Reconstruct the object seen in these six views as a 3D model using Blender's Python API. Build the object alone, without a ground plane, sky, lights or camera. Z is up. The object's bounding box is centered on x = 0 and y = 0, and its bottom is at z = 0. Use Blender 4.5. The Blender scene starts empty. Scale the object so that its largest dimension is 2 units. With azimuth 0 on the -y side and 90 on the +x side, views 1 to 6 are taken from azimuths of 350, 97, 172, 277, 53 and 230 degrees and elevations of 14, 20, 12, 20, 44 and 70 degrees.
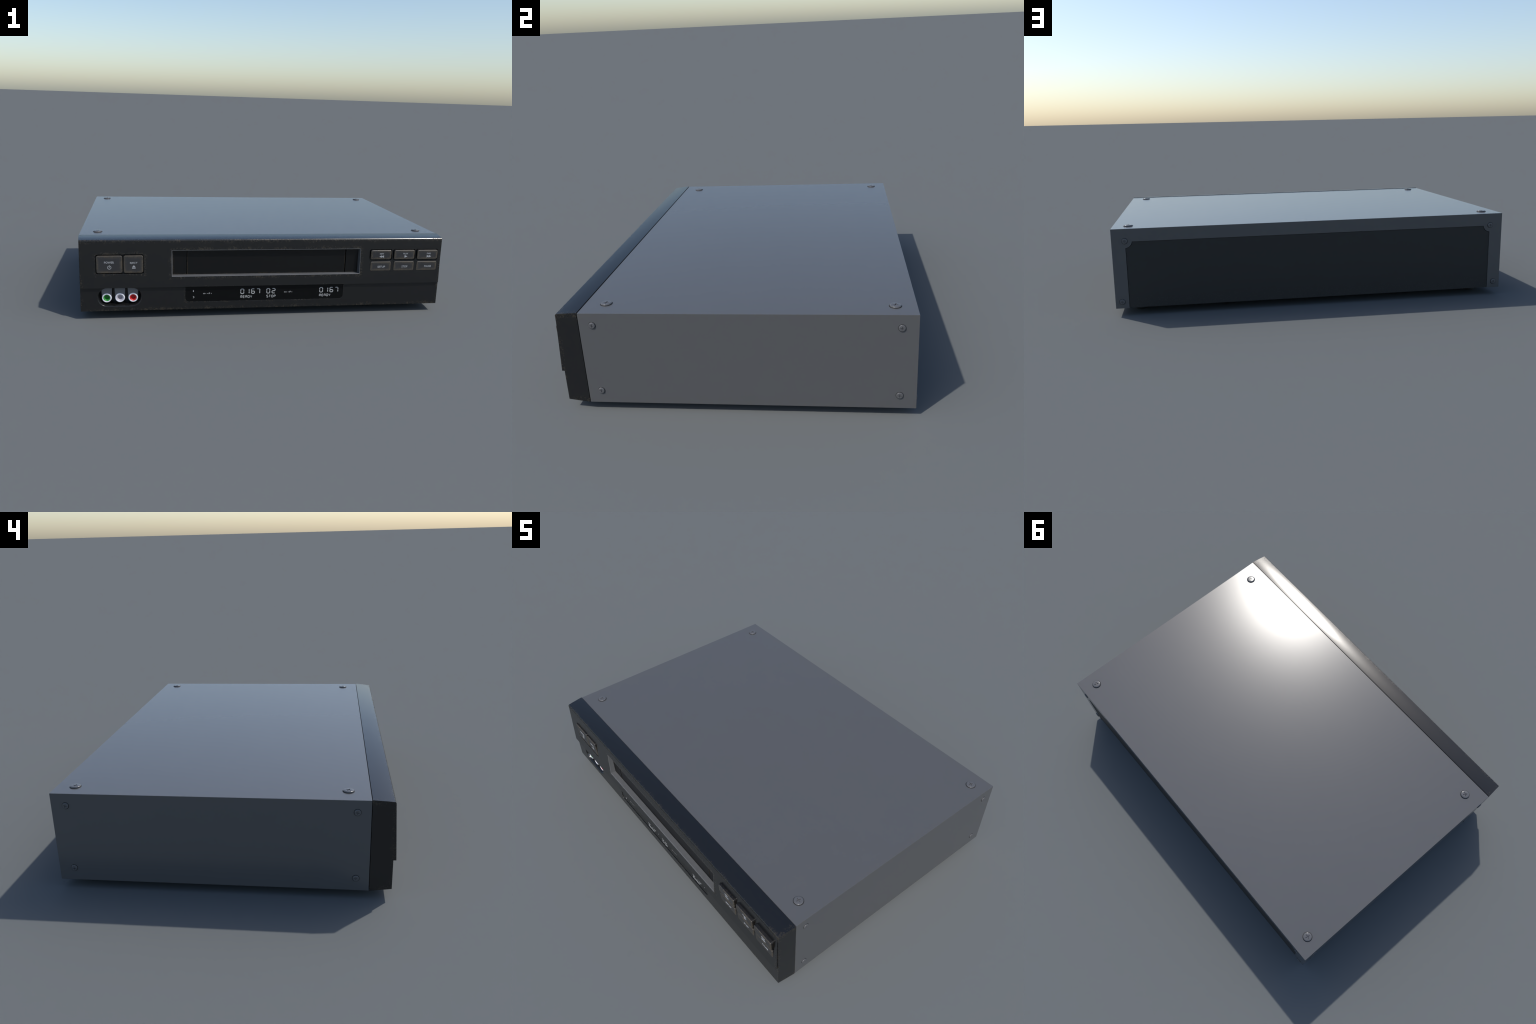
"""A front-loading video cassette recorder: grey sheet-metal case, black plastic
front with cassette slot, buttons, segment display and three phono sockets."""
import bpy, bmesh, math
from mathutils import Vector, Matrix

# ------------------------------------------------------------------ main sizes
CASE_X = 0.9950                    # half width of the metal case
CASE_Y0, CASE_Y1 = -0.5944, 0.7048   # front rim / rear face of the case
CASE_Z0, CASE_Z1 = 0.0365, 0.4330
FRONT_Y = -0.6868                  # lower front surface of the black front
PLATE_Y_TOP, PLATE_Y_LOW = -0.6873, -0.6990   # wedge-shaped upper plate
PLATE_Z_TOP, PLATE_Z_LOW = 0.4190, 0.1730


def plate_y(z):
    """Front surface of the wedge-shaped upper plate at height z."""
    t = (PLATE_Z_TOP - z) / (PLATE_Z_TOP - PLATE_Z_LOW)
    return PLATE_Y_TOP + (PLATE_Y_LOW - PLATE_Y_TOP) * t


PLATE_TILT = math.atan((PLATE_Y_TOP - PLATE_Y_LOW) / (PLATE_Z_TOP - PLATE_Z_LOW))

# ------------------------------------------------------------------ materials


class Nodes:
    """Small helper around a material's node tree."""

    def __init__(self, name):
        self.mat = bpy.data.materials.new(name)
        self.mat.use_nodes = True
        self.t = self.mat.node_tree
        self.bsdf = self.t.nodes["Principled BSDF"]
        self.coord = self.add("ShaderNodeTexCoord")

    def add(self, kind, **props):
        n = self.t.nodes.new(kind)
        for k, v in props.items():
            setattr(n, k, v)
        return n

    def link(self, a, b):
        self.t.links.new(a, b)

    def put(self, socket, value):
        if isinstance(value, bpy.types.NodeSocket):
            self.link(value, socket)
        else:
            socket.default_value = value

    def math(self, op, a, b=0.0, clamp=False):
        n = self.add("ShaderNodeMath", operation=op, use_clamp=clamp)
        self.put(n.inputs[0], a)
        self.put(n.inputs[1], b)
        return n.outputs[0]

    def noise(self, scale, detail=3.0, rough=0.55, where=None, stretch=None):
        src = where or self.coord.outputs["Object"]
        if stretch:
            m = self.add("ShaderNodeMapping")
            m.inputs["Scale"].default_value = stretch
            self.link(src, m.inputs["Vector"])
            src = m.outputs[0]
        n = self.add("ShaderNodeTexNoise")
        n.inputs["Scale"].default_value = scale
        n.inputs["Detail"].default_value = detail
        n.inputs["Roughness"].default_value = rough
        self.link(src, n.inputs["Vector"])
        return n.outputs["Fac"]

    def ramp(self, value, lo, hi, out_lo=0.0, out_hi=1.0):
        n = self.add("ShaderNodeMapRange", interpolation_type="SMOOTHSTEP")
        self.put(n.inputs["Value"], value)
        n.inputs["From Min"].default_value = lo
        n.inputs["From Max"].default_value = hi
        n.inputs["To Min"].default_value = out_lo
        n.inputs["To Max"].default_value = out_hi
        return n.outputs[0]

    def mix(self, fac, a, b):
        n = self.add("ShaderNodeMix", data_type="RGBA")
        self.put(n.inputs["Factor"], fac)
        self.put(n.inputs["A"] if False else n.inputs[6], a)
        self.put(n.inputs[7], b)
        return n.outputs[2]

    def edge(self, radius, samples=6):
        """0 on flat areas, rising towards worn edges (Bevel node against the true normal)."""
        bev = self.add("ShaderNodeBevel", samples=samples)
        bev.inputs["Radius"].default_value = radius
        geo = self.add("ShaderNodeNewGeometry")
        dot = self.add("ShaderNodeVectorMath", operation="DOT_PRODUCT")
        self.link(bev.outputs[0], dot.inputs[0])
        self.link(geo.outputs["True Normal"], dot.inputs[1])
        return self.math("SUBTRACT", 1.0, dot.outputs["Value"], clamp=True)

    def bump(self, height, strength, distance=0.001):
        n = self.add("ShaderNodeBump")
        n.inputs["Strength"].default_value = strength
        n.inputs["Distance"].default_value = distance
        self.put(n.inputs["Height"], height)
        self.link(n.outputs[0], self.bsdf.inputs["Normal"])

    def set(self, **kw):
        for k, v in kw.items():
            self.put(self.bsdf.inputs[k.replace("_", " ")], v)
        return self.mat


def rgb(r, g=None, b=None):
    return (r, r if g is None else g, r if b is None else b, 1.0)


def make_case_metal():
    n = Nodes("grey_case_paint")
    mott = n.noise(6.0, 4.0)
    base = n.mix(n.ramp(mott, 0.3, 0.7), rgb(0.0945, 0.0955, 0.0985), rgb(0.0955, 0.0965, 0.0995))
    dust = n.math("MULTIPLY", n.ramp(n.edge(0.045), 0.0, 0.25), n.ramp(n.noise(55.0, 5.0, 0.7), 0.40, 0.75))
    col = n.mix(n.math("MULTIPLY", dust, 0.35), base, rgb(0.105, 0.092, 0.07))
    return n.set(Base_Color=col, Roughness=0.212)


def axes(n):
    sep = n.add("ShaderNodeSeparateXYZ")
    n.link(n.coord.outputs["Object"], sep.inputs[0])
    return sep.outputs["X"], sep.outputs["Y"], sep.outputs["Z"]


def off_line(n, value, at):
    """Distance of a coordinate from a line."""
    return n.math("ABSOLUTE", n.math("SUBTRACT", value, at))


def off_rect(n, a, b, ca, cb, ha, hb):
    """Distance from the outline of a rectangle in the (a, b) plane."""
    qa = n.math("SUBTRACT", off_line(n, a, ca), ha)
    qb = n.math("SUBTRACT", off_line(n, b, cb), hb)
    return n.math("ABSOLUTE", n.math("MAXIMUM", qa, qb))


def grimy(n, base, grime, near, lo, hi, gain, rough, spec, pull=0.30, floor=0.04, scale=1.0):
    """Dark plastic with specks of brown grime that crowd where `near` is high."""
    speck = n.noise(120.0 * scale, 4.0, 0.70)
    patch = n.noise(17.0 * scale, 4.0, 0.65)
    amount = n.math("ADD", n.math("MULTIPLY", speck, 0.60), n.math("MULTIPLY", patch, 0.40))
    amount = n.math("ADD", amount, n.math("MULTIPLY", near, pull))
    mask = n.math("MULTIPLY", n.ramp(amount, lo, hi), n.math("ADD", near, floor, clamp=True))
    col = n.mix(n.math("MULTIPLY", mask, gain), base, grime)
    return n.set(Base_Color=col, Roughness=n.math("ADD", n.math("MULTIPLY", mask, 0.15), rough), Specular_IOR_Level=spec)


def make_front_plastic():
    n = Nodes("black_front_plastic")
    x, y, z = axes(n)
    dx = n.math("SUBTRACT", 0.988, n.math("ABSOLUTE", x))
    dy = n.math("ADD", y, 0.690)
    dz = n.math("MINIMUM", off_line(n, z, 0.4240), off_line(n, z, 0.0445))
    # the middle one of the three face distances is the distance to the nearest box edge
    edge = n.math("MAXIMUM", n.math("MINIMUM", dx, dy), n.math("MINIMUM", n.math("MAXIMUM", dx, dy), dz))
    slot = off_rect(n, x, z, 0.0, 0.300, 0.518, 0.072)
    well = off_rect(n, x, z, -0.784, 0.299, 0.123, 0.051)
    pane = n.math("ADD", off_rect(n, x, z, -0.008, 0.128, 0.437, 0.043), 0.010)
    d = n.math("MINIMUM", n.math("MINIMUM", edge, slot), n.math("MINIMUM", well, pane))
    near = n.ramp(d, 0.0, 0.030, 1.0, 0.0)
    return grimy(n, rgb(0.0085, 0.0088, 0.0092), rgb(0.062, 0.048, 0.029), near, 0.55, 0.70, 0.44, 0.23, 0.60, 0.080, 0.015)


def make_button_plastic(name, hx, hz, rough=0.36):
    n = Nodes(name)
    x, y, z = axes(n)
    d = off_rect(n, x, z, 0.0, 0.0, hx, hz)
    near = n.ramp(d, 0.0, 0.022, 1.0, 0.0)
    flank = n.ramp(y, 0.0025, 0.0050)          # the unworn sides are blacker than the face
    near = n.math("MULTIPLY", near, n.math("SUBTRACT", 1.0, n.math("MULTIPLY", flank, 0.8)))
    return grimy(n, n.mix(flank, rgb(0.030, 0.0308, 0.033), rgb(0.010, 0.010, 0.0105)), rgb(0.094, 0.074, 0.048), near, 0.47, 0.67, 0.72, rough, 0.5, 0.10, 0.18, 1.3)


def make_door_plastic():
    n = Nodes("black_door_plastic")
    x, y, z = axes(n)
    rim = off_rect(n, x, z, 0.0, 0.300, 0.512, 0.067)
    groove = off_line(n, n.math("ABSOLUTE", x), 0.4348)
    near = n.math("MAXIMUM", n.ramp(rim, 0.0, 0.016, 1.0, 0.0), n.ramp(groove, 0.0014, 0.0034, 1.6, 0.0))
    return grimy(n, rgb(0.0045, 0.0047, 0.0050), rgb(0.070, 0.050, 0.024), near, 0.57, 0.74, 0.55, 0.34, 0.32, 0.09, 0.02)


def make_plain(name, col, rough=0.5, metallic=0.0, grain=0.06, scale=60.0):
    n = Nodes(name)
    f = n.ramp(n.noise(scale, 3.0), 0.3, 0.7)
    dark = tuple(c * (1.0 - grain) for c in col[:3]) + (1.0,)
    lite = tuple(min(1.0, c * (1.0 + grain)) for c in col[:3]) + (1.0,)
    return n.set(Base_Color=n.mix(f, dark, lite), Roughness=rough, Metallic=metallic)


def make_back_panel():
    n = Nodes("dusty_black_board")
    pos = n.add("ShaderNodeSeparateXYZ")
    n.link(n.coord.outputs["Object"], pos.inputs[0])
    low = n.ramp(pos.outputs["Z"], 0.045, 0.17, 1.0, 0.0)
    speck = n.noise(260.0, 3.0, 0.7)
    lim = n.math("SUBTRACT", speck, n.math("MULTIPLY", n.math("SUBTRACT", 1.0, low), 0.16))
    mask = n.ramp(lim, 0.5, 0.66)
    col = n.mix(n.math("MULTIPLY", mask, 0.55), rgb(0.0190, 0.0188, 0.0185), rgb(0.045, 0.041, 0.036))
    return n.set(Base_Color=col, Roughness=0.62)


M_CASE = make_case_metal()
M_FRONT = make_front_plastic()
M_POWER = make_button_plastic("worn_power_plastic", 0.066, 0.0475)
M_EJECT = make_button_plastic("worn_eject_plastic", 0.050, 0.0475)
M_BUTTON = make_button_plastic("worn_button_plastic", 0.0598, 0.0265)
M_REWIND = make_button_plastic("glossy_button_plastic", 0.0598, 0.0265, 0.20)
M_DOOR = make_door_plastic()
M_FRAME = make_plain("grey_slot_trim", rgb(0.100, 0.102, 0.105), 0.20, 0.0, 0.04)
M_RIM = make_plain("bright_slot_rim", rgb(0.12, 0.122, 0.125), 0.18, 0.0, 0.04)  # lightened over the trim grey to paint in the lip's sun glint
M_DISPLAY = make_plain("display_window_black", rgb(0.0032, 0.0034, 0.0036), 0.22)
M_DISPLAY.node_tree.nodes["Principled BSDF"].inputs["Specular IOR Level"].default_value = 0.25
M_LABEL = make_plain("printed_grey_ink", rgb(0.34, 0.35, 0.365), 0.55)
M_DIGIT = make_plain("display_segment_white", rgb(0.34, 0.345, 0.345), 0.5)
M_SCREW = make_plain("dark_steel_screw", rgb(0.102, 0.102, 0.106), 0.20, 0.0, 0.08, 200.0)
M_RING = make_plain("white_socket_plastic", rgb(0.74, 0.75, 0.80), 0.38, 0.0, 0.02)
M_HOUSING = make_plain("grey_socket_housing", rgb(0.135, 0.14, 0.15), 0.38, 0.0, 0.03)  # light plastic darkened to bake in the shade under the plate overhang
M_GREEN = make_plain("green_socket_plastic", rgb(0.02, 0.22, 0.03), 0.40)
M_WHITE = make_plain("grey_socket_plastic", rgb(0.42, 0.40, 0.45), 0.40)
M_RED = make_plain("red_socket_plastic", rgb(0.50, 0.016, 0.018), 0.40)
M_RUBBER = make_plain("black_rubber", rgb(0.012), 0.75)
M_UNDER = make_plain("black_steel_underside", rgb(0.02), 0.6)
M_BACK = make_back_panel()

# ------------------------------------------------------------------ mesh tools
SCENE = bpy.context.scene.collection


def to_object(name, bm, mat, parent=None, origin=(0, 0, 0), smooth_angle=35.0):
    me = bpy.data.meshes.new(name)
    bm.normal_update()
    bm.to_mesh(me)
    bm.free()
    if mat:
        me.materials.append(mat)
    ob = bpy.data.objects.new(name, me)
    SCENE.objects.link(ob)
    ob.location = origin
    if parent:
        ob.parent = parent
    if smooth_angle:
        shade_by_angle(me, smooth_angle)
        weigh_normals(ob)
    return ob


def shade_by_angle(me, degrees):
    bm = bmesh.new()
    bm.from_mesh(me)
    lim = math.radians(degrees)
    for f in bm.faces:
        f.smooth = True
    for e in bm.edges:
        e.smooth = not (len(e.link_faces) == 2 and e.calc_face_angle(0.0) > lim) and len(e.link_faces) == 2
    bm.to_mesh(me)
    bm.free()


def weigh_normals(ob):
    """Keep large flat faces flat in shading: bevels take their normals from them."""
    m = ob.modifiers.new("weigh", "WEIGHTED_NORMAL")
    m.mode, m.weight, m.keep_sharp = "FACE_AREA", 100, True
    dg = bpy.context.evaluated_depsgraph_get()
    me = bpy.data.meshes.new_from_object(ob.evaluated_get(dg))
    ob.modifiers.clear()
    old, name = ob.data, ob.data.name
    ob.data = me
    bpy.data.meshes.remove(old)
    me.name = name


def add_box(bm, lo, hi):
    vs = [bm.verts.new((x, y, z)) for x in (lo[0], hi[0]) for y in (lo[1], hi[1]) for z in (lo[2], hi[2])]
    for q in ((0, 1, 3, 2), (4, 6, 7, 5), (0, 4, 5, 1), (2, 3, 7, 6), (0, 2, 6, 4), (1, 5, 7, 3)):
        bm.faces.new([vs[i] for i in q])


def prism_y(bm, outline, y_front, y_back):
    """Extrude an (x, z) outline along y; y_front/y_back may be functions of z."""
    fy = y_front if callable(y_front) else (lambda z: y_front)
    by = y_back if callable(y_back) else (lambda z: y_back)
    a = [bm.verts.new((x, fy(z), z)) for x, z in outline]
    b = [bm.verts.new((x, by(z), z)) for x, z in outline]
    n = len(outline)
    bm.faces.new(a)
    bm.faces.new(b[::-1])
    for i in range(n):
        j = (i + 1) % n
        bm.faces.new((a[j], a[i], b[i], b[j]))
    bmesh.ops.recalc_face_normals(bm, faces=bm.faces[:])


def round_rect(x0, x1, z0, z1, r, steps=6, corners=(1, 1, 1, 1)):
    """Rounded rectangle outline; corners = (bottom left, bottom right, top right, top left)."""
    out = []
    spec = [(x0, z0, 1, 1, 180), (x1, z0, -1, 1, 270), (x1, z1, -1, -1, 0), (x0, z1, 1, -1, 90)]
    for (x, z, sx, sz, a0), on in zip(spec, corners):
        if not on:
            out.append((x, z))
            continue
        cx, cz = x + sx * r, z + sz * r
        for k in range(steps + 1):
            a = math.radians(a0 + 90.0 * k / steps)
            out.append((cx + r * math.cos(a), cz + r * math.sin(a)))
    return out


def bevel_edges(bm, width, segments=2, min_angle=25.0, pick=None):
    lim = math.radians(min_angle)
    es = [e for e in bm.edges if len(e.link_faces) == 2 and e.calc_face_angle(0.0) > lim and (pick is None or pick(e))]
    bmesh.ops.bevel(bm, geom=es, offset=width, segments=segments, profile=0.5, affect="EDGES", clamp_overlap=True)


def boolean(ob, cutter, op):
    m = ob.modifiers.new("cut", "BOOLEAN")
    m.object = cutter
    m.operation = op
    m.solver = "EXACT"
    dg = bpy.context.evaluated_depsgraph_get()
    me = bpy.data.meshes.new_from_object(ob.evaluated_get(dg))
    ob.modifiers.clear()
    old = ob.data
    ob.data = me
    bpy.data.meshes.remove(old)
    cme = cutter.data
    bpy.data.objects.remove(cutter)
    bpy.data.meshes.remove(cme)


def cutter_from(outline, y0, y1):
    bm = bmesh.new()
    prism_y(bm, outline, y0, y1)
    return to_object("cutter", bm, None, smooth_angle=None)


def rework(ob, fn, smooth_angle=35.0):
    bm = bmesh.new()
    bm.from_mesh(ob.data)
    fn(bm)
    bm.to_mesh(ob.data)
    bm.free()
    shade_by_angle(ob.data, smooth_angle)
    weigh_normals(ob)


def lathe_y(bm, profile, seg=40):
    """Revolve (radius, y) points about the y axis; ends at radius 0 are closed."""
    rings = []
    for r, y in profile:
        if r <= 1e-9:
            rings.append([bm.verts.new((0, y, 0))])
        else:
            rings.append([bm.verts.new((r * math.cos(2 * math.pi * k / seg), y, r * math.sin(2 * math.pi * k / seg))) for k in range(seg)])
    for a, b in zip(rings, rings[1:]):
        for k in range(seg):
            j = (k + 1) % seg
            if len(a) == 1:
                bm.faces.new((a[0], b[k], b[j]))
            elif len(b) == 1:
                bm.faces.new((a[k], b[0], a[j]))
            else:
                bm.faces.new((a[k], b[k], b[j], a[j]))
    bmesh.ops.recalc_face_normals(bm, faces=bm.faces[:])


# ------------------------------------------------------------------ root
root = bpy.data.objects.new("video_recorder", None)
SCENE.objects.link(root)
root["label"] = "grey metal video cassette recorder with black front panel"
root["category"] = "video recorder"

# ------------------------------------------------------------------ metal case


def build_case():
    bm = bmesh.new()
    add_box(bm, (-CASE_X, CASE_Y0, CASE_Z0), (CASE_X, CASE_Y1, CASE_Z1))
    bmesh.ops.recalc_face_normals(bm, faces=bm.faces[:])
    case = to_object("case", bm, M_CASE, root)
    t = 0.007
    bm = bmesh.new()
    add_box(bm, (-CASE_X + t, CASE_Y0 - 0.1, CASE_Z0 - 0.1), (CASE_X - t, CASE_Y1 - t, CASE_Z1 - t))
    bmesh.ops.recalc_face_normals(bm, faces=bm.faces[:])
    boolean(case, to_object("cutter", bm, None, smooth_angle=None), "DIFFERENCE")
    # rear opening, its upper corners leave round lugs for the screws
    hx, top, cx, cz, r = 0.929, 0.369, 0.9312, 0.3728, 0.0348
    a0 = math.asin((cz - top) / r)            # lug arc end on the top line
    a1 = math.acos((cx - hx) / r)             # lug arc end on the side line
    arc = [(cx - r * math.cos(a0 + (a1 - a0) * k / 14), cz - r * math.sin(a0 + (a1 - a0) * k / 14)) for k in range(15)]
    right = [(hx, CASE_Z0 - 0.05)] + arc[::-1]
    outline = right + [(-x, z) for x, z in right[::-1]]
    boolean(case, cutter_from(outline, CASE_Y1 - 0.05, CASE_Y1 + 0.05), "DIFFERENCE")

    def finish(bm):
        bmesh.ops.remove_doubles(bm, verts=bm.verts[:], dist=1e-6)
        bevel_edges(bm, 0.0012, 2, 60.0)
    rework(case, finish)

    bm = bmesh.new()
    inner = [(x * 0.9985, z if z > 0 else CASE_Z0 + 0.0012) for x, z in outline]
    inner = [(x, (z - 0.0012) if z > 0.1 else z) for x, z in inner]
    prism_y(bm, inner, CASE_Y1 - 0.012, CASE_Y1 - 0.0030)
    to_object("back_panel", bm, M_BACK, root)
    bm = bmesh.new()
    add_box(bm, (-CASE_X + t, -0.60, CASE_Z0 + 0.0015), (CASE_X - t, CASE_Y1 - 0.0125, CASE_Z0 + 0.008))
    bmesh.ops.recalc_face_normals(bm, faces=bm.faces[:])
    to_object("bottom_panel", bm, M_UNDER, root)
    return case


case = build_case()

# ------------------------------------------------------------------ black front
SLOT = dict(x0=-0.5178, x1=0.5160, z0=0.2285, z1=0.3712)
WELL = (-0.9065, -0.6610, 0.2478, 0.3500)
COLS, ROWS = (0.6335, 0.7690, 0.9035), (0.3348, 0.2712)
BTN_W, BTN_H = 0.1195, 0.0530
POCKET = (-0.9010, -0.6740, 0.0695, 0.1685)
DISP = (-0.4445, 0.4285, 0.0860, 0.1900)


def build_front():
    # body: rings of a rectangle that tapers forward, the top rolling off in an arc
    bm = bmesh.new()
    # top line: a gentle forward slope, then a flat chamfer
    y0, ych, zch = -0.5965, -0.6830, 0.4268
    top_line = [(y0, 0.4352)] + [(y0 + (ych - y0) * k / 12, 0.4352 - (0.4352 - zch) * (0.85 * k / 12 + 0.15 * (k / 12) ** 3)) for k in range(1, 13)]
    top_line += [(-0.6852, 0.4243), (FRONT_Y, 0.4216)]
    rings = []
    for y, z1 in top_line:
        t = (y + 0.5965) / (FRONT_Y + 0.5965)
        x = 0.9952 + (0.9884 - 0.9952) * t
        z0 = 0.0362 + 0.0080 * t
        rings.append([bm.verts.new(p) for p in ((-x, y, z0), (x, y, z0), (x, y, z1), (-x, y, z1))])
    bm.faces.new(rings[0])
    bm.faces.new(rings[-1][::-1])
    for a, b in zip(rings, rings[1:]):
        for i in range(4):
            j = (i + 1) % 4
            bm.faces.new((a[i], b[i], b[j], a[j]))
    bmesh.ops.recalc_face_normals(bm, faces=bm.faces[:])
    front = to_object("front_panel", bm, M_FRONT, root)
    # wedge plate on the upper half
    bm = bmesh.new()
    hx = 0.9846
    prism_y(bm, [(-hx, PLATE_Z_LOW), (hx, PLATE_Z_LOW), (hx, PLATE_Z_TOP), (-hx, PLATE_Z_TOP)], plate_y, FRONT_Y + 0.02)
    boolean(front, to_object("cutter", bm, None, smooth_angle=None), "UNION")
    # openings
    s = SLOT
    boolean(front, cutter_from([(s["x0"], s["z0"]), (s["x1"], s["z0"]), (s["x1"], s["z1"]), (s["x0"], s["z1"])], -0.75, -0.645), "DIFFERENCE")
    boolean(front, cutter_from(round_rect(*WELL, 0.011), -0.75, -0.672), "DIFFERENCE")
    for c in COLS:
        w, h, z = BTN_W / 2 + 0.0042, BTN_H / 2 + 0.0045, ROWS[0]
        boolean(front, cutter_from(round_rect(c - w, c + w, z - h, z + h, 0.008), -0.75, -0.676), "DIFFERENCE")
    # funnel-mouthed pocket of the phono sockets
    bm = bmesh.new()
    x0, x1, z0, z1 = POCKET
    loops = []
    for y, inset in ((-0.6988, -0.0005), (FRONT_Y, 0.0), (-0.6700, 0.0085), (-0.6060, 0.0085)):
        loops.append([bm.verts.new((x, y, z)) for x, z in round_rect(x0 + inset, x1 - inset, z0 + inset, z1 - 0.3 * inset, 0.0490 - 0.66 * inset, 12)])
    bm.faces.new(loops[0])
    bm.faces.new(loops[-1][::-1])
    for a, b in zip(loops, loops[1:]):
        for k in range(len(a)):
            j = (k + 1) % len(a)
            bm.faces.new((a[j], a[k], b[k], b[j]))
    bmesh.ops.recalc_face_normals(bm, faces=bm.faces[:])
    boolean(front, to_object("cutter", bm, None, smooth_angle=None), "DIFFERENCE")
    boolean(front, cutter_from(round_rect(DISP[0], DISP[1], DISP[2], 0.1712, 0.021, 8, (1, 1, 0, 0)), -0.6960, FRONT_Y + 0.0070), "DIFFERENCE")

    def finish(bm):
        bmesh.ops.remove_doubles(bm, verts=bm.verts[:], dist=1e-6)
        outer = lambda e: all(abs(v.co.x) > 0.978 or v.co.z < 0.05 for v in e.verts) and not all(v.co.y > -0.598 for v in e.verts) and not (0.1 < e.verts[0].co.z < 0.41 and abs(e.verts[0].co.x) < 0.986 and abs(e.verts[1].co.x) < 0.986)
        bevel_edges(bm, 0.0020, 3, 40.0, outer)

    def soften(bm):
        """Small rounded lips on the openings of the front."""
        def in_box(v, x0, x1, z0, z1):
            return x0 - 0.002 < v.co.x < x1 + 0.002 and z0 - 0.002 < v.co.z < z1 + 0.002

        def on_plate(v):
            return abs(v.co.y - plate_y(v.co.z)) < 2e-4
        bevel_edges(bm, 0.0022, 3, 30.0, lambda e: all(abs(v.co.y - FRONT_Y) < 2e-4 and in_box(v, *POCKET) for v in e.verts))
        bevel_edges(bm, 0.0014, 2, 60.0, lambda e: all(on_plate(v) and in_box(v, *WELL) for v in e.verts))
        bevel_edges(bm, 0.0012, 2, 60.0, lambda e: all(on_plate(v) and in_box(v, COLS[0] - 0.07, COLS[2] + 0.07, ROWS[0] - 0.04, ROWS[0] + 0.04) for v in e.verts))
        bevel_edges(bm, 0.0012, 2, 60.0, lambda e: all(abs(v.co.y - FRONT_Y) < 2e-4 and in_box(v, DISP[0], DISP[1], DISP[2], 0.155) for v in e.verts))

    rework(front, finish)
    rework(front, soften)
    # the ledge is shaded as one soft roll: a shallow pillow along and across
    me = front.data
    normals = [Vector(c.vector) for c in me.corner_normals]
    for p in me.polygons:
        if p.normal.z > 0.9 and p.center.z > 0.42:
            for li in p.loop_indices:
                t = (me.vertices[me.loops[li].vertex_index].co.y + 0.5965) / (-0.6830 + 0.5965)
                tip = -0.055 + 0.150 * max(0.0, min(1.0, t))
                normals[li] = Vector((0.052 * me.vertices[me.loops[li].vertex_index].co.x, -tip, 1.0)).normalized()
    me.normals_split_custom_set([tuple(v) for v in normals])
    return front


front = build_front()

# ------------------------------------------------------------------ cassette slot


def build_slot():
    s = SLOT
    bm = bmesh.new()
    # flared trim: outer rectangle on the plate, inner rectangle at the flap
    yb = -0.6690
    o = [(s["x0"], s["z0"]), (s["x1"], s["z0"]), (s["x1"], s["z1"]), (s["x0"], s["z1"])]
    i_ = [(-0.5110, 0.2335), (0.5085, 0.2335), (0.5085, 0.3665), (-0.5110, 0.3665)]
    def ring(inset, rise):
        return [bm.verts.new((x + math.copysign(inset, -x), plate_y(z) - (rise if z < 0.3 else rise - 0.0013), z + (inset if z < 0.3 else -inset))) for x, z in o]

    def skin(loops, closed):
        for a, b in zip(loops, loops[1:] + (loops[:1] if closed else [])):
            for k in range(4):
                j = (k + 1) % 4
                bm.faces.new((a[k], a[j], b[j], b[k]))
        bmesh.ops.recalc_face_normals(bm, faces=bm.faces[:])

    # rounded lip that catches the light
    skin([ring(-0.0004, -0.004), ring(-0.0004, 0.0004), ring(0.0004, 0.0012), ring(0.0016, 0.0013), ring(0.0026, 0.0004), ring(0.0032, -0.0012), ring(0.0032, -0.004)], True)
    to_object("slot_rim", bm, M_RIM, root, smooth_angle=50.0)
    bm = bmesh.new()
    skin([ring(0.0, -0.0010), ring(0.0020, -0.0006), [bm.verts.new((x, yb, z)) for x, z in i_], [bm.verts.new((x, yb + 0.004, z)) for x, z in o]], True)
    bevel_edges(bm, 0.0008, 2, 50.0)
    to_object("slot_frame", bm, M_FRAME, root)
    # flap in front of the tape bay: a wide door between two narrow cheeks
    z0, z1, y0, y1 = 0.2295, 0.3702, -0.6676, -0.650
    gap = 0.0020
    for name, x0, x1, yy in (("cassette_door", -0.4370 + gap, 0.4375 - gap, y0 + 0.0006), ("door_cheek", -0.5150, -0.4370 - gap, y0), ("door_cheek", 0.4375 + gap, 0.5130, y0)):
        bm = bmesh.new()
        add_box(bm, (x0, yy, z0), (x1, y1, z1))
        bmesh.ops.recalc_face_normals(bm, faces=bm.faces[:])
        bevel_edges(bm, 0.0012, 2)
        to_object(name, bm, M_DOOR, root)


build_slot()

# ------------------------------------------------------------------ lettering


def stroke_marks(name, strokes, mat, parent, width, depth=0.0008, to_world=None):
    """Flat bars between (x, z) points joined into one printed mark."""
    bm = bmesh.new()
    for (ax, az), (bx, bz) in strokes:
        d = Vector((bx - ax, bz - az))
        d.normalize()
        p = Vector((-d.y, d.x)) * width / 2
        e = d * width * 0.12
        q = [(ax - e.x + p.x, az - e.y + p.y), (ax - e.x - p.x, az - e.y - p.y), (bx + e.x - p.x, bz + e.y - p.y), (bx + e.x + p.x, bz + e.y + p.y)]
        add_prism(bm, q, depth)
    bmesh.ops.recalc_face_normals(bm, faces=bm.faces[:])
    ob = to_object(name, bm, mat, parent)
    return ob


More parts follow.
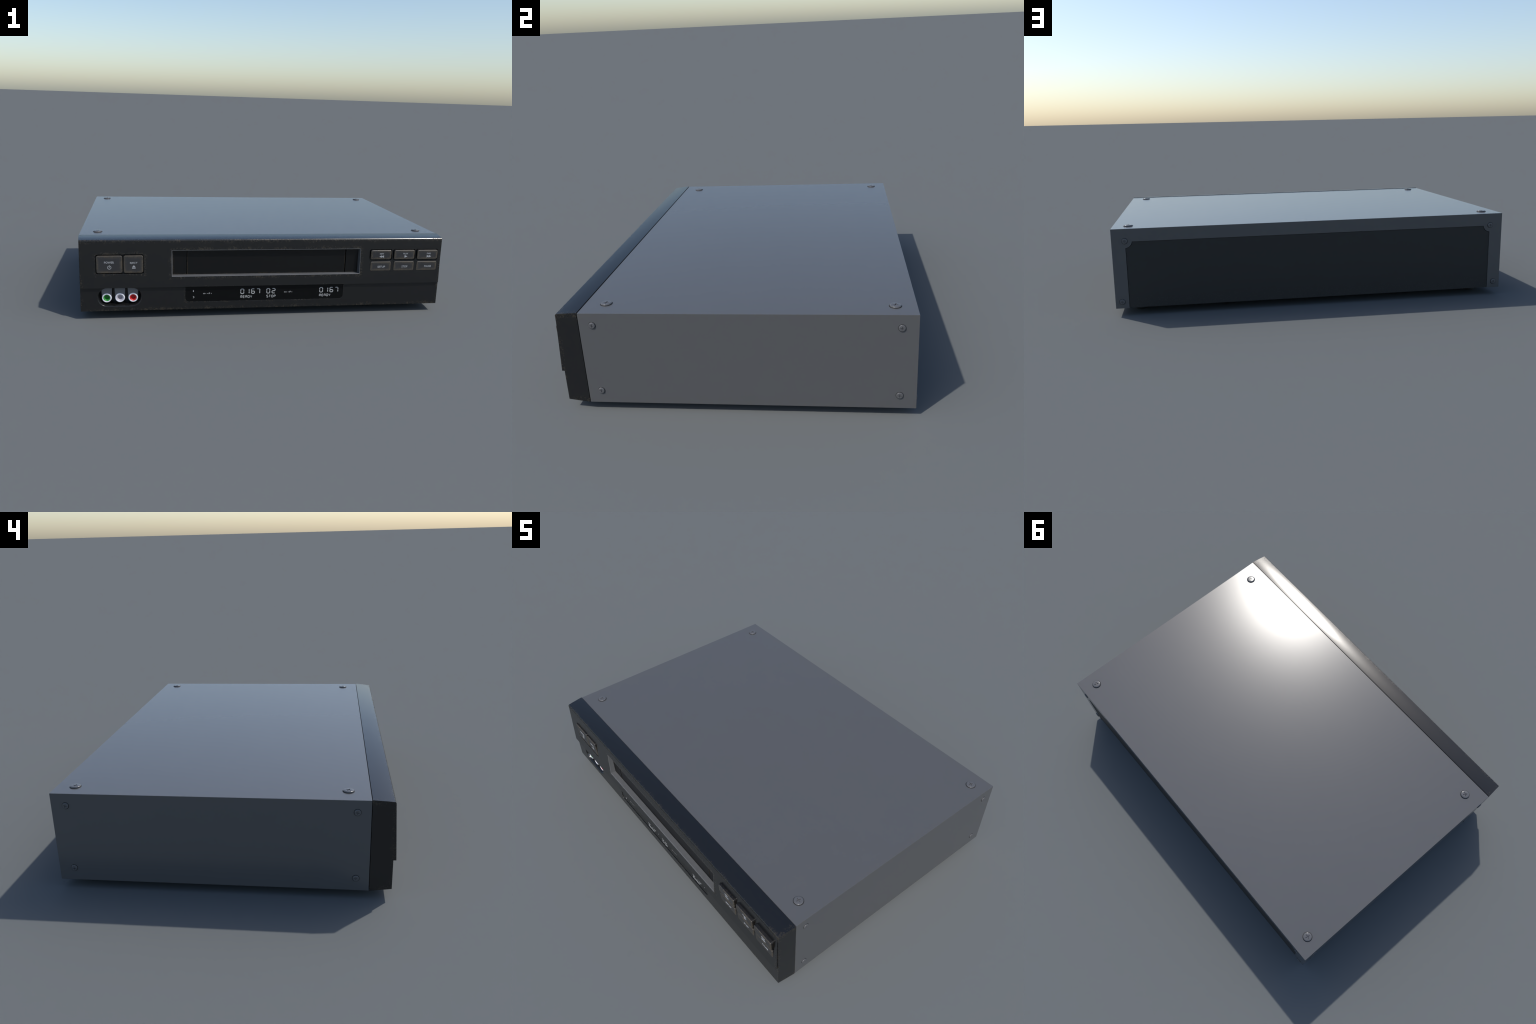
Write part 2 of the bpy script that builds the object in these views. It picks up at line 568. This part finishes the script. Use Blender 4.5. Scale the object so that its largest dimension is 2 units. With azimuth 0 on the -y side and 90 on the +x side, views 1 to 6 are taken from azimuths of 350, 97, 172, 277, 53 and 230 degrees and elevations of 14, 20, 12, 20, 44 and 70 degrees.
def add_prism(bm, outline, depth):
    a = [bm.verts.new((x, -depth, z)) for x, z in outline]
    b = [bm.verts.new((x, 0.0006, z)) for x, z in outline]
    n = len(outline)
    bm.faces.new(a)
    bm.faces.new(b[::-1])
    for i in range(n):
        j = (i + 1) % n
        bm.faces.new((a[j], a[i], b[i], b[j]))


def text_mesh(word, width, height, depth=0.0007):
    """The built-in font as a thin solid, scaled to an exact box, centred, facing -y."""
    cu = bpy.data.curves.new("word", "FONT")
    cu.body = word
    cu.size = 1.0
    cu.extrude = 0.5
    cu.offset = 0.012
    cu.resolution_u = 3
    ob = bpy.data.objects.new("word", cu)
    SCENE.objects.link(ob)
    dg = bpy.context.evaluated_depsgraph_get()
    dg.update()
    me = bpy.data.meshes.new_from_object(ob.evaluated_get(dg))
    bpy.data.objects.remove(ob)
    bpy.data.curves.remove(cu)
    xs = [v.co.x for v in me.vertices]
    ys = [v.co.y for v in me.vertices]
    cx, cy = (min(xs) + max(xs)) / 2, (min(ys) + max(ys)) / 2
    sx, sy = width / (max(xs) - min(xs)), height / (max(ys) - min(ys))
    for v in me.vertices:
        x, y, z = v.co
        v.co = ((x - cx) * sx, -depth if z > 0 else 0.0006, (y - cy) * sy)
    return me


def put_text(word, cx, cz, w, h, parent, mat=M_LABEL):
    me = text_mesh(word, w, h)
    me.name = "lettering"
    me.materials.clear()
    me.materials.append(mat)
    ob = bpy.data.objects.new("lettering", me)
    SCENE.objects.link(ob)
    ob.parent = parent
    ob.location = (cx, 0.0, cz)
    return ob


def put_polygons(name, polys, parent, mat=M_LABEL, depth=0.0008):
    bm = bmesh.new()
    for p in polys:
        add_prism(bm, p, depth)
    bmesh.ops.recalc_face_normals(bm, faces=bm.faces[:])
    return to_object(name, bm, mat, parent)


# ------------------------------------------------------------------ push buttons


def button(name, cx, cz, w, h, proud, back, radius=0.008, edge=0.0035, tilt=PLATE_TILT, segs=3, mat=None):
    """A rounded key whose face stands `proud` of the sloping plate; origin on its face."""
    y = plate_y(cz) - proud
    bm = bmesh.new()
    prism_y(bm, round_rect(-w / 2, w / 2, -h / 2, h / 2, radius, 6), 0.0, back - y)
    bevel_edges(bm, edge, segs, 60.0, lambda e: all(v.co.y < 1e-5 for v in e.verts))
    ob = to_object(name, bm, mat or M_BUTTON, root)
    ob.location = (cx, y, cz)
    ob.rotation_euler = (tilt, 0, 0)
    return ob


def tri_right(x, z, w, h):
    return [(x, z - h / 2), (x + w, z), (x, z + h / 2)]


def tri_left(x, z, w, h):
    return [(x + w, z - h / 2), (x + w, z + h / 2), (x, z)]


def build_buttons():
    zc = 0.2988
    power = button("power_button", -0.8370, zc, 0.1320, 0.0950, 0.0040, -0.665, 0.0095, mat=M_POWER)
    put_text("POWER", -0.8380 + 0.8370, 0.3100 - zc, 0.0500, 0.0112, power)
    # power symbol: an open ring with a bar
    r, w = 0.0088, 0.0026
    bars = []
    for k in range(20):
        a0, a1 = (math.radians(90 + 24 + (360 - 48) * t / 20.0) for t in (k, k + 1))
        bars.append([(math.cos(a0) * (r - w / 2), math.sin(a0) * (r - w / 2) + 0.2832 - zc), (math.cos(a1) * (r - w / 2), math.sin(a1) * (r - w / 2) + 0.2832 - zc),
                     (math.cos(a1) * (r + w / 2), math.sin(a1) * (r + w / 2) + 0.2832 - zc), (math.cos(a0) * (r + w / 2), math.sin(a0) * (r + w / 2) + 0.2832 - zc)])
    bars.append([(-w / 2, 0.2822 - zc), (w / 2, 0.2822 - zc), (w / 2, 0.2965 - zc), (-w / 2, 0.2965 - zc)])
    put_polygons("power_symbol", bars, power)
    eject = button("eject_button", -0.7148, zc, 0.1000, 0.0950, 0.0040, -0.665, 0.0095, mat=M_EJECT)
    put_text("EJECT", 0.0020, 0.3063 - zc, 0.0385, 0.0110, eject)
    put_polygons("eject_symbol", [[(-0.0068, 0.2836 - zc), (0.0112, 0.2836 - zc), (0.0022, 0.2945 - zc)], [(-0.0068, 0.2762 - zc), (0.0112, 0.2762 - zc), (0.0112, 0.2808 - zc), (-0.0068, 0.2808 - zc)]], eject)

    top, low = ROWS
    keys = {}
    for name, c, z, proud, edge in (("rewind_button", 0, top, 0.0110, 0.0050), ("play_button", 1, top, 0.0115, 0.0036), ("forward_button", 2, top, 0.0135, 0.0036),
                                    ("setup_button", 0, low, 0.0034, 0.0032), ("stop_button", 1, low, 0.0034, 0.0032), ("pause_button", 2, low, 0.0034, 0.0032)):
        back = -0.668 if z == top else -0.684
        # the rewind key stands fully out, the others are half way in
        dx, dz = (-0.0022, 0.0022) if z == top else (0.0, 0.0)
        keys[name] = button(name, COLS[c] + dx, z + dz, BTN_W, BTN_H, proud, back, 0.0075, edge, mat=M_REWIND if name == "rewind_button" else M_BUTTON)
    ztxt, zsym, h = 0.0067, -0.0092, 0.0145
    put_text("REW", 0.0030, ztxt, 0.0235, 0.0078, keys["rewind_button"])
    put_polygons("rewind_symbol", [tri_left(-0.0105, zsym, 0.0145, h), tri_left(0.0015, zsym, 0.0145, h)], keys["rewind_button"])
    put_text("PLAY", 0.0060, ztxt, 0.0280, 0.0082, keys["play_button"])
    put_polygons("play_symbol", [tri_right(0.0005, zsym, 0.0170, h + 0.001)], keys["play_button"])
    put_text("FWD", 0.0075, ztxt, 0.0235, 0.0082, keys["forward_button"])
    put_polygons("forward_symbol", [tri_right(-0.0035, zsym, 0.0145, h), tri_right(0.0085, zsym, 0.0145, h)], keys["forward_button"])
    put_text("SETUP", 0.0045, -0.0025, 0.0440, 0.0112, keys["setup_button"])
    put_text("STOP", 0.0055, -0.0025, 0.0345, 0.0112, keys["stop_button"])
    put_text("PAUSE", 0.0085, -0.0022, 0.0395, 0.0108, keys["pause_button"])


build_buttons()

# ------------------------------------------------------------------ display
# cell corners and midpoints of a segment character, in units of width and height
SEG = {"a": ((0, 1), (1, 1)), "b": ((1, 1), (1, .5)), "c": ((1, .5), (1, 0)), "d": ((0, 0), (1, 0)), "e": ((0, .5), (0, 0)), "f": ((0, 1), (0, .5)), "g": ((0, .5), (1, .5)),
       "r": ((.35, .5), (1, 0)), "t": ((.5, 1), (.5, 0)), "y": ((1, 1), (.45, 0)), "u": ((0, 1), (.3, .62)), "i": ((.5, .9), (.5, .1)), "-": ((.1, .5), (.9, .5))}
GLYPH = {"0": "abcdef", "1": "bc", "2": "abged", "6": "acdefg", "7": "abc", "R": "abefgr", "E": "adefg", "A": "abcefg", "D": "abcdef", "Y": "yug",
         "S": "afgcd", "T": "at", "O": "abcdef", "P": "abefg", "H": "bcefg", "I": "i", "F": "aefg", "-": "-"}


def segment_word(name, word, x, z, w, h, pitch, thick, parent):
    bm = bmesh.new()
    shrink = thick * 0.42
    for k, ch in enumerate(word):
        for s in GLYPH.get(ch, ""):
            (ax, az), (bx, bz) = SEG[s]
            a = Vector((x + k * pitch + ax * w, z + az * h))
            b = Vector((x + k * pitch + bx * w, z + bz * h))
            d = (b - a).normalized()
            a, b = a + d * shrink, b - d * shrink
            p = Vector((-d.y, d.x)) * thick / 2
            tip = d * thick * 0.35
            add_prism(bm, [tuple(a - tip), tuple(a + p + tip * 0.3), tuple(b + p - tip * 0.3), tuple(b + tip), tuple(b - p - tip * 0.3), tuple(a - p + tip * 0.3)], 0.0006)
    bmesh.ops.recalc_face_normals(bm, faces=bm.faces[:])
    return to_object(name, bm, M_DIGIT, parent)


def build_display():
    bm = bmesh.new()
    y = FRONT_Y + 0.0022
    prism_y(bm, round_rect(DISP[0] + 0.0006, DISP[1] - 0.0006, DISP[2] + 0.0006, 0.1705, 0.0205, 8, (1, 1, 0, 0)), 0.0, 0.006)
    win = to_object("display_window", bm, M_DISPLAY, root)
    win.location = (0, y, 0)
    th = 0.0047
    w, h = 0.0165, 0.0258
    for x, word in ((-0.1480, "0167"), (-0.0047, "02"), (0.2935, "0167")):
        pitch = 0.0293
        segment_word("display_digits", word, x + th / 2, 0.1246, w, h, pitch, th, win)
    for x, word in ((-0.1480, "READY"), (0.2935, "READY")):
        segment_word("display_word", word, x + 0.0014, 0.1008, 0.0085, 0.0125, 0.0135, 0.0029, win)
    segment_word("display_word", "STOP", -0.0030, 0.1008, 0.0085, 0.0125, 0.0138, 0.0029, win)
    for x in (-0.3485, 0.0955):
        segment_word("display_word", "HI-FI", x, 0.1252, 0.0068, 0.0078, 0.0098, 0.0022, win)
    # counter tick and arrow at the left end
    segment_word("display_mark", "I", -0.4065, 0.1370, 0.0090, 0.0150, 0.01, 0.0042, win)
    put_polygons("display_mark", [[(-0.4045, 0.1055), (-0.3990, 0.1100), (-0.4045, 0.1148), (-0.4030, 0.1165), (-0.3968, 0.1118), (-0.3968, 0.1085), (-0.4030, 0.1038)]], win, M_DIGIT)


build_display()

# ------------------------------------------------------------------ phono sockets


def build_sockets():
    yf, zc, r = -0.6780, 0.1125, 0.0252
    for x, mat in ((-0.8550, M_GREEN), (-0.7870, M_WHITE), (-0.7192, M_RED)):
        # moulded housing: round below, flaring straight up to the pocket roof
        arc = [(r * math.cos(math.radians(a)), r * math.sin(math.radians(a))) for a in range(180, 361, 12)]
        outline = arc + [(0.0262, 0.018), (0.0282, 0.0552), (-0.0282, 0.0552), (-0.0262, 0.018)]
        bm = bmesh.new()
        prism_y(bm, outline, lambda z: 0.0085 - 0.17 * max(0.0, z), 0.0250)
        bevel_edges(bm, 0.0035, 3, 50.0, lambda e: all(v.co.y < 0.0086 for v in e.verts) and not all(v.co.z > 0.05 for v in e.verts))
        housing = to_object("phono_socket", bm, M_HOUSING, root, (0, 0, 0), 40.0)
        bm = bmesh.new()
        lathe_y(bm, [(0, -0.01), (0.0180, -0.01), (0.0180, 0.0235), (0, 0.0235)], 40)
        boolean(housing, to_object("cutter", bm, None, smooth_angle=None), "DIFFERENCE")
        rework(housing, lambda b: None, 40.0)
        housing.location = (x, yf, zc)
        bm = bmesh.new()
        lathe_y(bm, [(0.0256, 0.0120), (0.0253, 0.0060), (0.0248, 0.0030), (0.0238, 0.0010), (0.0222, 0.0), (0.0196, 0.0), (0.0182, 0.0012), (0.0178, 0.004), (0.0178, 0.012)], 48)
        to_object("socket_rim", bm, M_RING, housing, (0, 0, 0), 50.0)
        bm = bmesh.new()
        lathe_y(bm, [(0.0182, 0.0080), (0.0181, 0.0024), (0.0168, 0.0020), (0.0130, 0.0046), (0.0108, 0.0066), (0.0102, 0.0220), (0.0, 0.0220)], 40)
        to_object("socket_insert", bm, mat, housing, (0, 0, 0), 50.0)


build_sockets()

# ------------------------------------------------------------------ screws


def screw_mesh(radius, height):
    """Pan head with a cross recess, axis -y outwards, base at y = 0."""
    bm = bmesh.new()
    lathe_y(bm, [(radius * 1.12, 0.003), (radius * 1.12, -0.0005), (radius * 0.94, -0.0005), (radius * 0.94, -height * 0.16), (radius * 0.97, -height * 0.20), (radius, -height * 0.30), (radius * 0.99, -height * 0.62),
                 (radius * 0.93, -height * 0.84), (radius * 0.84, -height * 0.975), (radius * 0.78, -height), (0, -height)], 48)
    head = to_object("cutter_head", bm, M_SCREW, None)
    for turn in (0, 1):
        bm = bmesh.new()
        a, b = (radius * 0.50, radius * 0.085)
        if turn:
            a, b = b, a
        add_box(bm, (-a, -height - 0.01, -b), (a, -height * 0.38, b))
        bmesh.ops.recalc_face_normals(bm, faces=bm.faces[:])
        boolean(head, to_object("cutter", bm, None, smooth_angle=None), "DIFFERENCE")
    me = head.data
    me.name = "screw"
    me.materials.append(M_RUBBER)          # shadow line around the head, modelled as a flat dark ring
    for p in me.polygons:
        if abs(p.center.y + 0.0005) < 2e-4 and abs(p.normal.y) > 0.9:
            p.material_index = 1
    bpy.data.objects.remove(head)
    shade_by_angle(me, 40)
    return me


def build_screws():
    big, small = screw_mesh(0.0220, 0.0064), screw_mesh(0.0134, 0.0048)
    quarter = math.pi / 2
    places = []
    for i, (x, y) in enumerate(((0.9045, -0.5065), (0.9175, 0.6226), (-0.9040, -0.5058), (-0.9175, 0.6226))):
        places.append((big, (x, y, CASE_Z1), (-quarter, 0, 0), (0.12, 0.35, 0.55, 0.2)[i]))
    for sx in (1, -1):
        for i, (y, z) in enumerate(((-0.5400, 0.3822), (0.6418, 0.3800), (-0.5412, 0.0920), (0.6402, 0.0934))):
            places.append((small, (sx * CASE_X, y, z), (0, 0, sx * quarter), (0.1, 0.25, 0.05, 0.0)[i]))
    for i, (x, z) in enumerate(((0.9312, 0.3728), (-0.9312, 0.3722), (0.9620, 0.0700), (-0.9620, 0.0700))):
        places.append((small, (x, CASE_Y1, z), (0, 0, 2 * quarter), (0.3, 0.1, 0.2, 0.5)[i]))
    for me, loc, rot, spin in places:
        ob = bpy.data.objects.new("screw", me)
        SCENE.objects.link(ob)
        ob.parent = root
        ob.matrix_local = Matrix.Translation(loc) @ Matrix.Rotation(rot[2], 4, "Z") @ Matrix.Rotation(rot[0], 4, "X") @ Matrix.Rotation(spin, 4, "Y")


build_screws()

# ------------------------------------------------------------------ feet
bm = bmesh.new()
lathe_y(bm, [(0.0, 0.0), (0.027, 0.0), (0.0295, 0.002), (0.0305, 0.030), (0.0305, 0.0382), (0.0, 0.0382)], 40)
bmesh.ops.rotate(bm, verts=bm.verts[:], cent=(0, 0, 0), matrix=Matrix.Rotation(math.pi / 2, 3, "X"))
bmesh.ops.recalc_face_normals(bm, faces=bm.faces[:])
foot = to_object("foot", bm, M_RUBBER, root, (0.882, 0.578, 0), 40.0)
for x, y in ((-0.882, 0.578), (0.882, -0.47), (-0.882, -0.47)):
    f2 = foot.copy()
    f2.location = (x, y, 0)
    SCENE.objects.link(f2)
